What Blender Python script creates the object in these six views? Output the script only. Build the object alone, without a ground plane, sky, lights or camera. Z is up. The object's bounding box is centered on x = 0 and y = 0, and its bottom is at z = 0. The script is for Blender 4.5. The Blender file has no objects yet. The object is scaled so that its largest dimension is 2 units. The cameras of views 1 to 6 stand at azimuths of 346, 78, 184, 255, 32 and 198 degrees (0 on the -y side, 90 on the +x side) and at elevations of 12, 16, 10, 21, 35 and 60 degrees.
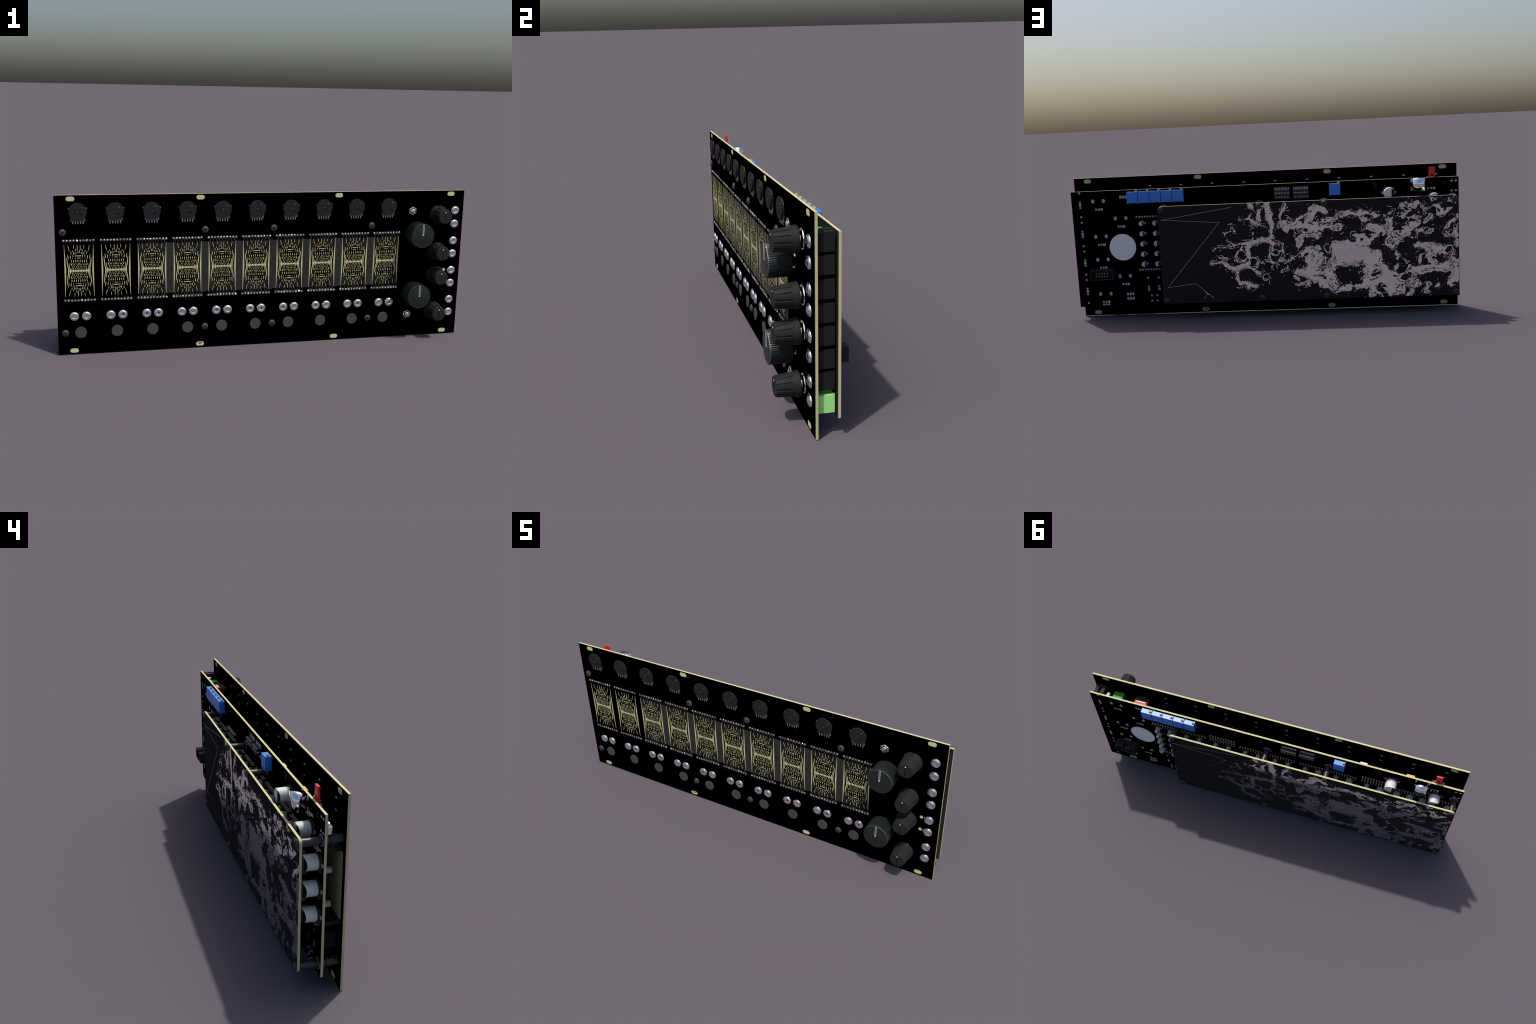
"""Wide rack-mount touch-keyboard synthesizer module: three stacked circuit boards.

Front panel (y = -0.036) with touch pads, thumbwheels, jacks and knobs; a main
board behind it carrying connectors and capacitors; a rear board on standoffs
with a marbled mirror-metal decoration.  All sizes in metres.
"""
import bpy, bmesh, math, random
import numpy as np
from mathutils import Vector, Matrix

rng = random.Random(7)
PI = math.pi

# ------------------------------------------------------------------ layout
YF0, YF1 = -0.0358, -0.0266        # front panel, front and rear face
YM0, YM1 = 0.0390, 0.0483          # main board
YR0, YR1 = 0.1195, 0.1288          # rear board
H = 0.7435                         # panel height
PITCH = 0.16567                    # distance between two voice columns
NV = 10                            # voices
XC = [0.5949 - PITCH * k for k in range(NV)]   # column centres, right to left
ZC = 0.3963                        # middle of the touch pads
ZROW = (0.5364, 0.2567)            # pin rows above and below the touch pads
P254 = 0.01467                     # 0.1 inch at this scale

# ------------------------------------------------------------------ materials
def new_mat(name):
    m = bpy.data.materials.new(name)
    m.use_nodes = True
    nt = m.node_tree
    return m, nt, nt.nodes["Principled BSDF"]


def mat(name, col, rough=0.5, metal=0.0, spec=0.5, grain=0.0, scale=60.0, bump=0.0, bscale=200.0):
    m, nt, b = new_mat(name)
    b.inputs["Base Color"].default_value = (*col, 1)
    b.inputs["Roughness"].default_value = rough
    b.inputs["Metallic"].default_value = metal
    b.inputs["Specular IOR Level"].default_value = spec
    if grain or bump:
        tc = nt.nodes.new("ShaderNodeTexCoord")
    if grain:
        n = nt.nodes.new("ShaderNodeTexNoise")
        n.inputs["Scale"].default_value = scale
        n.inputs["Detail"].default_value = 4
        r = nt.nodes.new("ShaderNodeValToRGB")
        r.color_ramp.elements[0].position = 0.3
        r.color_ramp.elements[1].position = 0.7
        r.color_ramp.elements[0].color = (*[c * (1 - grain) for c in col], 1)
        r.color_ramp.elements[1].color = (*[min(1, c * (1 + grain)) for c in col], 1)
        nt.links.new(tc.outputs["Object"], n.inputs["Vector"])
        nt.links.new(n.outputs["Fac"], r.inputs["Fac"])
        nt.links.new(r.outputs["Color"], b.inputs["Base Color"])
    if bump:
        n2 = nt.nodes.new("ShaderNodeTexNoise")
        n2.inputs["Scale"].default_value = bscale
        bp = nt.nodes.new("ShaderNodeBump")
        bp.inputs["Strength"].default_value = bump
        bp.inputs["Distance"].default_value = 0.002
        nt.links.new(tc.outputs["Object"], n2.inputs["Vector"])
        nt.links.new(n2.outputs["Fac"], bp.inputs["Height"])
        nt.links.new(bp.outputs["Normal"], b.inputs["Normal"])
    return m


BLACK = mat("solder_mask_black", (0.0, 0.0, 0.0), 1.0, spec=0.0)
CREAM = mat("bare_laminate", (0.58, 0.55, 0.305), 0.9, spec=0.0, grain=0.03, scale=25)
CREAMF = mat("bare_laminate_face", (0.55, 0.53, 0.295), 0.9, spec=0.0, grain=0.03, scale=25)
MASKGREY = mat("solder_mask_on_copper", (0.026, 0.026, 0.026), 0.9, spec=0.0)
WHEEL = mat("thumbwheel_plastic", (0.019, 0.019, 0.019), 0.8, spec=0.1, grain=0.08, scale=90)
SCREWM = mat("black_oxide", (0.042, 0.042, 0.042), 0.5, spec=0.35)
BUTTON = mat("button_cap", (0.062, 0.062, 0.062), 0.8, spec=0.1)
CHROME = mat("polished_nickel", (0.98, 0.97, 0.98), 0.03, metal=1.0)
CHROMED = mat("brushed_nickel", (0.62, 0.62, 0.62), 0.25, metal=1.0)
FRAMEM = mat("zinc_frame", (0.10, 0.105, 0.12), 0.6, spec=0.3, grain=0.1, scale=80)
PINM = mat("tinned_lead", (0.9, 0.88, 0.9), 0.12, metal=1.0)
SOLDERDIM = mat("solder_darker", (0.62, 0.60, 0.62), 0.12, metal=1.0)  # darker metal used for about four in ten of the joints
PADM = mat("tinned_pad", (0.52, 0.53, 0.53), 0.8, spec=0.1)
PADC = mat("pad_core", (0.36, 0.36, 0.24), 0.8, spec=0.1)
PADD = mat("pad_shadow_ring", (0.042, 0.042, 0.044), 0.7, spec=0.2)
GOLD = mat("gold_pin", (0.62, 0.46, 0.19), 0.5, metal=0.1)
WHITE = mat("silkscreen_white", (0.88, 0.88, 0.88), 0.9, spec=0.0)
KNOB = mat("knob_plastic", (0.019, 0.019, 0.019), 0.62, spec=0.16, grain=0.08, scale=70)
KNOBG = mat("knob_groove", (0.004, 0.004, 0.004), 0.9, spec=0.0)
BIGK = mat("anodised_knob", (0.0125, 0.0165, 0.0165), 0.38, spec=0.4, grain=0.25, scale=120, bump=0.05, bscale=300)
BIGKE = mat("anodised_knob_edge", (0.05, 0.062, 0.056), 0.32, spec=0.9)  # chamfer colour lightened to carry the sun glint on the rim
POINT = mat("pointer_white", (0.85, 0.84, 0.85), 0.3, spec=0.5)
BLUE = mat("trimmer_blue", (0.045, 0.225, 0.74), 0.37, spec=0.5, grain=0.05, scale=60)
BRASS = mat("brass_screw", (0.75, 0.45, 0.06), 0.35, spec=0.5)
RED = mat("red_plastic", (0.66, 0.03, 0.03), 0.5, spec=0.3)
GREEN = mat("green_plastic", (0.04, 0.30, 0.05), 0.6, spec=0.3)
GREENL = mat("light_green_plastic", (0.42, 0.93, 0.285), 0.6, spec=0.3)
YELLOW = mat("yellow_epoxy", (0.80, 0.45, 0.03), 0.5, spec=0.3)
JACKB = mat("jack_housing", (0.012, 0.012, 0.012), 0.7, spec=0.3)
PLAST = mat("connector_black", (0.014, 0.014, 0.015), 0.6, spec=0.35)
CAN = mat("capacitor_can", (0.66, 0.65, 0.63), 0.5, spec=0.3, grain=0.04, scale=30)
CAND = mat("small_capacitor_can", (0.56, 0.58, 0.58), 0.55, spec=0.3)
CANB = mat("capacitor_mark", (0.012, 0.012, 0.013), 0.7, spec=0.2)
CAPBASE = mat("capacitor_base", (0.03, 0.031, 0.034), 0.7, spec=0.2)
STAND = mat("standoff_black", (0.035, 0.035, 0.036), 0.35, spec=0.5)


# ------------------------------------------------------------------ mesh kit
class Kit:
    """Collects simple solids into one mesh with several materials."""

    def __init__(self):
        self.v, self.f, self.mi, self.sm, self.mats = [], [], [], [], []

    def m(self, material):
        if material not in self.mats:
            self.mats.append(material)
        return self.mats.index(material)

    def add(self, verts, faces, material, smooth=False):
        o = len(self.v)
        self.v += [tuple(p) for p in verts]
        i = self.m(material)
        for f in faces:
            self.f.append([a + o for a in f])
            self.mi.append(i)
            self.sm.append(smooth)

    def box(self, x0, x1, y0, y1, z0, z1, material, bevel=0.0):
        if bevel:
            return self.prism([(x0 + bevel, z0), (x1 - bevel, z0), (x1, z0 + bevel), (x1, z1 - bevel),
                               (x1 - bevel, z1), (x0 + bevel, z1), (x0, z1 - bevel), (x0, z0 + bevel)], y0, y1, material)
        v = [(x, y, z) for x in (x0, x1) for y in (y0, y1) for z in (z0, z1)]
        f = [(0, 1, 3, 2), (4, 6, 7, 5), (0, 4, 5, 1), (2, 3, 7, 6), (0, 2, 6, 4), (1, 5, 7, 3)]
        self.add(v, f, material)

    def prism(self, pts, y0, y1, material, side=None):
        """Extrude the x-z polygon pts (counter-clockwise) from y0 (front) to y1."""
        n = len(pts)
        a = sum(pts[i][0] * pts[(i + 1) % n][1] - pts[(i + 1) % n][0] * pts[i][1] for i in range(n))
        if a < 0:
            pts = pts[::-1]
        v = [(x, y0, z) for x, z in pts] + [(x, y1, z) for x, z in pts]
        self.add(v, [list(range(n)), list(range(2 * n - 1, n - 1, -1))], material)
        o = len(self.v) - 2 * n
        i = self.m(side or material)
        for k in range(n):
            j = (k + 1) % n
            self.f.append([o + k, o + n + k, o + n + j, o + j])
            self.mi.append(i)
            self.sm.append(False)

    def lathe(self, cx, cz, prof, material, seg=32, smooth=True, rfun=None, ph=0.0, mats=None):
        """Revolve prof [(radius, y), ...] about the y axis through (cx, cz); ends are capped."""
        o = len(self.v)
        for j, (r, y) in enumerate(prof):
            for k in range(seg):
                t = 2 * PI * k / seg + ph
                rr = rfun(t, j, r, k) if rfun else r
                self.v.append((cx + rr * math.cos(t), y, cz + rr * math.sin(t)))
        base = self.m(material)
        for j in range(len(prof) - 1):
            i = self.m(mats[j]) if mats and mats[j] else base
            up = prof[j + 1][1] >= prof[j][1]
            for k in range(seg):
                a, b = o + j * seg + k, o + j * seg + (k + 1) % seg
                self.f.append([a, a + seg, b + seg, b])
                self.mi.append(i)
                self.sm.append(smooth)
        last = o + (len(prof) - 1) * seg
        for ring in (list(range(o, o + seg)), list(range(last + seg - 1, last - 1, -1))):
            self.f.append(ring)
            self.mi.append(base)
            self.sm.append(False)

    def disc(self, cx, cz, r, y0, y1, material, seg=20, rx=None):
        pts = [(cx + (rx or r) * math.cos(2 * PI * k / seg), cz + r * math.sin(2 * PI * k / seg)) for k in range(seg)]
        self.prism(pts, y0, y1, material)

    def stadium(self, cx, cz, hx, hz, y0, y1, material, seg=8):
        r = min(hx, hz)
        pts = []
        for q, (sx, sz) in enumerate(((1, 1), (-1, 1), (-1, -1), (1, -1))):
            for k in range(seg + 1):
                t = (q + k / seg) * PI / 2
                pts.append((cx + sx * (hx - r) + r * math.cos(t), cz + sz * (hz - r) + r * math.sin(t)))
        out = [p for i, p in enumerate(pts) if (p[0] - pts[i - 1][0]) ** 2 + (p[1] - pts[i - 1][1]) ** 2 > 1e-12]
        self.prism(out, y0, y1, material)

    def stroke(self, x0, z0, x1, z1, w0, w1, wm, y0, y1, material):
        """Slim lens from (x0,z0) to (x1,z1): half widths w0, wm (middle), w1."""
        d = Vector((x1 - x0, z1 - z0))
        n = Vector((-d.y, d.x)).normalized()
        a, b = Vector((x0, z0)), Vector((x1, z1))
        m = (a + b) / 2
        q1, q3 = a.lerp(b, 0.22), a.lerp(b, 0.78)
        h1, h3 = wm * 0.78 + w0 * 0.22, wm * 0.78 + w1 * 0.22
        pts = [a - n * w0, q1 - n * h1, m - n * wm, q3 - n * h3, b - n * w1, b + n * w1, q3 + n * h3, m + n * wm, q1 + n * h1, a + n * w0]
        self.prism([(p.x, p.y) for p in pts], y0, y1, material)

    def mesh(self, name, fix=True, split=35):
        me = bpy.data.meshes.new(name)
        me.from_pydata(self.v, [], self.f)
        for mm in self.mats:
            me.materials.append(mm)
        me.polygons.foreach_set("material_index", self.mi)
        me.polygons.foreach_set("use_smooth", self.sm)
        if fix:
            bm = bmesh.new()
            bm.from_mesh(me)
            bmesh.ops.recalc_face_normals(bm, faces=bm.faces)
            lim = math.radians(split)
            for e in bm.edges:
                if len(e.link_faces) == 2 and e.calc_face_angle(0) > lim:
                    e.smooth = False
            bm.to_mesh(me)
            bm.free()
        me.update()
        return me


ROOT = bpy.data.objects.new("synthesizer_module", None)
bpy.context.scene.collection.objects.link(ROOT)
ROOT["label"] = "wide black rack synthesizer panel with touch pads, knobs and stacked circuit boards"
ROOT["category"] = "synthesizer module"


def put(kit_or_mesh, name, parent=None, loc=(0, 0, 0), rot=None, stuff=False, split=35):
    me = kit_or_mesh.mesh(name, split=split) if isinstance(kit_or_mesh, Kit) else kit_or_mesh
    ob = bpy.data.objects.new(name, me)
    bpy.context.scene.collection.objects.link(ob)
    ob.parent = parent or ROOT
    ob.location = loc
    if rot:
        ob.rotation_euler = rot
    if stuff:
        ob["kind"] = "stuff"
    return ob


# ------------------------------------------------------------------ front panel
def board(x0, x1, y0, y1, z0, z1, front, back, name, corner=0.0):
    k = Kit()
    if corner:
        pts = []
        for q, (cx, cz) in enumerate(((x1 - corner, z1 - corner), (x0 + corner, z1 - corner), (x0 + corner, z0 + corner), (x1 - corner, z0 + corner))):
            for i in range(9):
                t = (q + i / 8) * PI / 2
                pts.append((cx + corner * math.cos(t), cz + corner * math.sin(t)))
    else:
        pts = [(x0, z0), (x1, z0), (x1, z1), (x0, z1)]
    k.prism(pts, y0, y1, front, side=CREAM)
    k.mi[1] = k.m(back)
    return put(k, name)


panel = board(-1.0, 1.0, YF0, YF1, 0.0, H, BLACK, BLACK, "front_panel")

slot = Kit()
slot.stadium(0, 0, 0.0192, 0.0103, YF0 - 0.0003, YF1 + 0.0003, CREAMF)
slot_me = slot.mesh("mounting_slot")
for sx in (-0.9278, -0.3385, 0.3385, 0.9278):
    for sz in (0.7266, 0.0168):
        put(slot_me, "mounting_slot", panel, (sx, 0, sz))
chevron = Kit()
DARKMARK = mat("slot_dark_chevron", (0.13, 0.12, 0.06), 0.9, spec=0.0)
for sx, y0, y1 in ((-0.3385, YF0 - 0.0008, YF0 - 0.0001), (0.3385, YF1 + 0.0001, YF1 + 0.0008)):
    chevron.prism([(sx - 0.0125, 0.0232), (sx + 0.0125, 0.0232), (sx, 0.0140)], y0, y1, DARKMARK)
put(chevron, "slot_dark_chevron", panel)


# Touch pad: a mirrored hourglass field of slim gold-free laminate dashes.
# Units of the tables: U across, V up from the centre of the pad.
U, V = 0.000196, 0.000209
# (across0, up0, across1, up1, end width 0, end width 1, middle width), mirrored four ways
DASHES = [
    (279, 318, 254, 55, 3, 3, 14), (256, 378, 238, 248, 5, 3, 10), (247, 578, 208, 430, 3, 8, 8),
    (117, 585, 114, 486, 5, 6, 7), (36, 590, 30, 440, 4, 7, 8), (84, 430, 78, 472, 7, 8, 8), (80, 474, 46, 482, 6, 6, 8),
    (12, 455, 24, 398, 5, 8, 8), (32, 402, 8, 398, 7, 5, 9), (64, 425, 62, 362, 5, 5, 8), (92, 408, 90, 380, 6, 6, 9),
    (120, 428, 114, 352, 4, 5, 9), (146, 462, 140, 420, 5, 4, 9), (183, 436, 172, 360, 4, 5, 9),
    (197, 355, 188, 258, 5, 4, 11), (140, 358, 132, 305, 6, 4, 11), (140, 290, 146, 265, 5, 4, 8),
    (84, 362, 78, 305, 6, 4, 10), (86, 290, 80, 270, 5, 5, 9), (40, 296, 30, 276, 6, 5, 8), (10, 300, 18, 268, 6, 4, 8),
    (26, 250, 24, 188, 5, 4, 11), (75, 250, 72, 188, 5, 4, 12), (125, 248, 120, 188, 5, 4, 12), (178, 250, 168, 186, 5, 4, 12),
    (88, 172, 60, 166, 4, 4, 6), (104, 150, 92, 120, 4, 4, 9), (186, 176, 172, 108, 4, 4, 13), (138, 155, 126, 118, 5, 4, 10),
    (55, 150, 40, 118, 5, 5, 9), (26, 150, 8, 118, 5, 4, 8), (156, 110, 148, 72, 4, 4, 9), (118, 108, 108, 74, 4, 4, 9),
    (70, 108, 52, 78, 4, 5, 10), (30, 108, 18, 74, 5, 4, 9), (85, 72, 78, 44, 4, 4, 8), (48, 70, 38, 42, 4, 4, 8),
    (130, 66, 126, 40, 4, 4, 8), (232, 182, 214, 55, 3, 3, 9), (166, 70, 158, 42, 4, 4, 8), (6, 66, 12, 44, 4, 4, 7),
    (160, 178, 150, 160, 4, 4, 7), (120, 175, 112, 160, 4, 4, 7),
]
# horizontal bars (half length, up, half height)
BARS = [(54, 333, 9), (28, 168, 4)]


def lens_copies(k, dash, y0, y1, material, grow_w=0.0, grow_l=0.0):
    a0, u0, a1, u1, w0, w1, wm = dash
    for sx in (1, -1):
        for sz in (1, -1):
            p, q = Vector((sx * a0 * U, sz * u0 * V)), Vector((sx * a1 * U, sz * u1 * V))
            mid = (p + q) / 2
            p, q = mid + (p - mid) * 0.92, mid + (q - mid) * 0.92
            d = (q - p).normalized() * grow_l
            p, q = p - d, q + d
            k.stroke(p.x, p.y, q.x, q.y, 0.22 * w0 * U + grow_w, 0.22 * w1 * U + grow_w, 0.70 * wm * U + grow_w, y0, y1, material)


def touch_pattern(grey):
    k = Kit()
    top = YF0 - 0.00030
    for i, dash in enumerate(DASHES):
        lens_copies(k, dash, top - (i % 9) * 1.0e-5, YF0 - 0.0001, CREAMF)
    for i in range(7):                      # dashes standing on the centre line
        half = (34, 34, 34, 36, 46, 74, 112)[i]
        x = (18.5 + 37 * i) * U
        for s in (1, -1):
            k.stroke(s * x, -half * V, s * x, half * V, 1 * U, 1 * U, 13 * U, top - 1.3e-4, YF0 - 0.0001, CREAMF)
    k.box(-250 * U, 250 * U, top - 1.1e-4, YF0 - 0.0001, -9 * V, 9 * V, CREAMF)
    for hl, up, hh in BARS:
        for s in (1, -1):
            k.box(-hl * U, hl * U, top - 1.5e-4, YF0 - 0.0001, (s * up - hh) * V, (s * up + hh) * V, CREAMF)
    for s in (1, -1):                       # long tapering border blades
        k.prism([(s * 333 * U, -582 * V), (s * 328 * U, -582 * V), (s * 297 * U, 0), (s * 328 * U, 582 * V), (s * 333 * U, 582 * V)],
                top - 1e-4, YF0 - 0.0001, CREAMF)
    if grey:
        for dash in DASHES:                 # black clearance around every dash
            lens_copies(k, dash, YF0 - 0.00022, YF0 - 0.00005, BLACK, 11 * U, 16 * U)
        k.prism([(-225 * U, 0), (-180 * U, -250 * V), (-120 * U, -360 * V), (120 * U, -360 * V), (180 * U, -250 * V), (225 * U, 0),
                 (180 * U, 250 * V), (120 * U, 360 * V), (-120 * U, 360 * V), (-180 * U, 250 * V)], YF0 - 0.00024, YF0 - 0.00006, BLACK)
        for s in (1, -1):
            for i in range(7):
                half = (34, 34, 34, 36, 46, 74, 112)[i]
                k.stroke(s * (18.5 + 37 * i) * U, -(half + 12) * V, s * (18.5 + 37 * i) * U, (half + 14) * V, 8 * U, 8 * U, 22 * U, YF0 - 0.00023, YF0 - 0.00006, BLACK)
            for i in range(9):              # copper fingers reaching between the pins
                x = (i - 4) * P254
                k.prism([(x - 0.0036, s * 650 * V), (x + 0.0036, s * 650 * V), (x * 0.97 + 0.0016, s * 545 * V), (x * 0.97 - 0.0016, s * 545 * V)],
                        YF0 - 0.00012, YF0 - 0.00004, MASKGREY)
    return k


# crackled copper pour behind the pads of the eight right-hand columns
def pour_material(name, dark, light, edge):
    m, nt, b = new_mat(name)
    b.inputs["Roughness"].default_value = 0.9
    b.inputs["Specular IOR Level"].default_value = 0.0
    tc = nt.nodes.new("ShaderNodeTexCoord")
    mp = nt.nodes.new("ShaderNodeMapping")
    mp.inputs["Scale"].default_value = (42, 50, 190)
    mp.inputs["Rotation"].default_value = (0, 0.25, 0)
    vo = nt.nodes.new("ShaderNodeTexVoronoi")
    vo.feature = "DISTANCE_TO_EDGE"
    vo.inputs["Scale"].default_value = 1.0
    no = nt.nodes.new("ShaderNodeTexNoise")
    no.inputs["Scale"].default_value = 3
    mx = nt.nodes.new("ShaderNodeMixRGB")
    mx.inputs["Fac"].default_value = 0.25
    cr = nt.nodes.new("ShaderNodeValToRGB")
    cr.color_ramp.elements[0].position = 0.0
    cr.color_ramp.elements[0].color = (dark, dark, dark, 1)
    cr.color_ramp.elements[1].position = edge
    cr.color_ramp.elements[1].color = (light, light, light, 1)
    L = nt.links.new
    L(tc.outputs["Object"], mp.inputs["Vector"])
    L(mp.outputs["Vector"], no.inputs["Vector"])
    L(mp.outputs["Vector"], mx.inputs["Color1"])
    L(no.outputs["Color"], mx.inputs["Color2"])
    L(mx.outputs["Color"], vo.inputs["Vector"])
    L(vo.outputs["Distance"], cr.inputs["Fac"])
    L(cr.outputs["Color"], b.inputs["Base Color"])
    return m


POUR = pour_material("crackled_copper_pour", 0.020, 0.036, 0.09)
POUR2 = pour_material("dark_copper_pour", 0.006, 0.024, 0.16)
pour = Kit()
for i in range(8):
    x = XC[i]
    pour.box(x - 333 * U, x + 333 * U, YF0 - 0.00014, YF0 - 0.00005, ZC - 560 * V, ZC + 560 * V, POUR2)
    if i < 7:                               # strip to the next column, narrower inwards
        x0, x1 = x - PITCH + 325 * U, x - 325 * U
        pour.prism([(x0, ZC - 590 * V), (x1, ZC - 565 * V), (x1, ZC + 565 * V), (x0, ZC + 590 * V)][::-1],
                   YF0 - 0.00018, YF0 - 0.00007, POUR)
put(pour, "copper_pour", panel)

pat_black, pat_grey = touch_pattern(False).mesh("touch_pad"), touch_pattern(True).mesh("touch_pad")
for i, x in enumerate(XC):
    put(pat_grey if i < 8 else pat_black, "touch_pad", panel, (x, 0, ZC))

# rows of solder joints above and below each pad: faceted shiny blobs
for x in XC:
    for z in ZROW:
        k = Kit()
        for i in range(10):
            px = x - 0.0659 + i * P254
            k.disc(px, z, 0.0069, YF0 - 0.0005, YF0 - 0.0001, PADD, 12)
            n, ph = rng.choice((4, 5, 6, 7)), rng.random() * 6
            tx, tz = rng.uniform(-0.0020, 0.0020), rng.uniform(-0.0024, 0.0012)
            dim = rng.random() < 0.42
            o = len(k.v)
            prof = [(0.0050, YF0 - 0.0004), (0.0049, YF0 - 0.0012), (0.0036, YF0 - 0.0024), (0.0018, YF0 - 0.0030)]
            k.lathe(px, z, prof, SOLDERDIM if dim else CHROME, n, smooth=rng.random() < 0.3, ph=ph)
            for q in range(o + 2 * n, o + 4 * n):
                vx, vy, vz = k.v[q]
                k.v[q] = (vx + tx, vy + rng.uniform(-4e-4, 4e-4), vz + tz)
            if z < 0.4 and rng.random() < 0.6:
                k.box(px - 0.003, px + 0.003, YF0 - 0.0004, YF0 - 0.0001, z + 0.0072, z + 0.0082, CREAMF)
        put(k, "solder_joint_row", panel, stuff=True, split=60)

# thumbwheels
ZW = 0.6690
fr = Kit()
fr.prism([(-0.0325, -0.0445), (0.0325, -0.0445), (0.0335, 0.006), (-0.0335, 0.006)], -0.0395, YF0 - 0.0001, FRAMEM)
fr.disc(0, 0, 0.034, -0.0385, YF0 - 0.0001, FRAMEM, 32)
for i in range(5):
    px = (i - 2) * 0.0117
    fr.box(px - 0.0022, px + 0.0022, -0.0380, YF0 - 0.0001, -0.0565, -0.0438, PINM)
for s in (1, -1):
    fr.box(s * 0.0392 - 0.0022, s * 0.0392 + 0.0022, -0.0385, YF0 - 0.0001, 0.0125, 0.0170, PINM)
    fr.disc(s * 0.0235, -0.0405, 0.0024, -0.0399, -0.0394, PADD, 10)
fr_me = fr.mesh("wheel_frame")
wh = Kit()
knurl = lambda t, j, r, k: r - (0.0009 if (k % 2 and j in (1, 2, 3, 4)) else 0)
wh.lathe(0, 0, [(0.010, -0.0405), (0.0398, -0.0405), (0.0406, -0.0413), (0.0406, -0.0462), (0.0398, -0.0472),
                (0.0095, -0.0472), (0.0088, -0.0458), (0.0062, -0.0458), (0.0056, -0.0478), (0.0034, -0.0480), (0.003, -0.0470)],
         WHEEL, 96, rfun=knurl)
wh.lathe(0, 0, [(0.0024, -0.0468), (0.0022, -0.0482), (0.001, -0.0485)], CHROMED, 12)
wh.lathe(0.0180, 0.0188, [(0.0036, -0.0470), (0.0034, -0.0476)], KNOBG, 16)
wh.lathe(0.0180, 0.0188, [(0.0028, -0.0472), (0.0020, -0.0480)], CHROMED, 10)
a = math.radians(-42)
c, s_ = math.cos(a), math.sin(a)
rot = lambda x, z: (0.0135 + x * c - z * s_, -0.0115 + x * s_ + z * c)
wh.prism([rot(-0.0065, -0.0018), rot(0.0065, -0.0018), rot(0.0065, 0.0018), rot(-0.0065, 0.0018)], -0.0475, -0.0468, KNOBG)
wh_me = wh.mesh("thumbwheel")
for x in XC:
    w = put(wh_me, "thumbwheel", panel, (x + rng.uniform(-3e-4, 3e-4), 0, ZW))
    f = put(fr_me, "wheel_frame", w)

# jacks: knurled round nut around a polished sleeve
jk = Kit()
knut = lambda t, j, r, k: r - (0.0008 if (k % 2 and j < 3) else 0)
jk.lathe(0, 0, [(0.0218, YF0 - 0.0001), (0.0228, YF0 - 0.0012), (0.0229, -0.0422), (0.0206, -0.0449), (0.0176, -0.0451),
                (0.0166, -0.0459), (0.0152, -0.0473), (0.0136, -0.0480), (0.0120, -0.0480), (0.0106, -0.0474), (0.0096, -0.0468), (0.0088, -0.0466), (0.0006, -0.0467)], CHROME, 48, rfun=knut)
jk_me = jk.mesh("jack_socket", split=44)
jh = Kit()
jh.lathe(0, 0, [(0.0218, YF0 - 0.0001), (0.0228, YF0 - 0.0012), (0.0229, -0.0422), (0.0206, -0.0449), (0.0176, -0.0451),
                (0.0166, -0.0459), (0.0152, -0.0473), (0.0136, -0.0480), (0.0120, -0.0480), (0.0106, -0.0474), (0.0096, -0.0468), (0.0088, -0.0466), (0.0006, -0.0467)], CHROME, 48, rfun=knut)
jh.prism([(-0.0062, -0.001), (0.0005, -0.0075), (0.0062, 0.0045)], -0.0471, -0.0460, KNOBG)
jh_me = jh.mesh("jack_socket", split=44)
ZJ = [0.6438, 0.5763, 0.4903, 0.4233, 0.3370, 0.2699, 0.1836, 0.1172]
jacks = [(0.9528, z) for z in ZJ] + [(x + dx, 0.1840) for x in XC for dx in (-0.0279, 0.0271)]
for i, (x, z) in enumerate(jacks):
    hole = z < 0.3 and rng.random() < 0.45
    put(jh_me if hole else jk_me, "jack_socket", panel, (x, 0, z), (0, rng.uniform(0, 6.28), 0))

# push buttons
bt = Kit()
bt.lathe(0, 0, [(0.0264, YF0 - 0.0001), (0.0267, -0.0395), (0.0262, -0.0405), (0.0245, -0.0407)], BUTTON, 40)
bt_me = bt.mesh("push_button")
for x in XC:
    put(bt_me, "push_button", panel, (x, 0, 0.1038))

# button-head screws on the front and rear faces
sc = Kit()
hexr = lambda t, j, r, k: (r / max(abs(math.cos(((t + PI / 6) % (PI / 3)) - PI / 6)), 0.5)) if j >= 4 else r
sc.lathe(0, 0, [(0.0166, 0.0001), (0.0164, -0.0020), (0.0148, -0.0050), (0.0115, -0.0076), (0.0062, -0.0091), (0.0056, -0.0040), (0.001, -0.0036)],
         SCREWM, 36, rfun=hexr)
sc_me = sc.mesh("panel_screw", split=48)
SCX, SCZ = (-0.9660, -0.3160, 0.0160, 0.5137), (0.5742, 0.1023)
for x in SCX:
    for z in SCZ:
        put(sc_me, "panel_screw", panel, (x, YF0, z))

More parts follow.
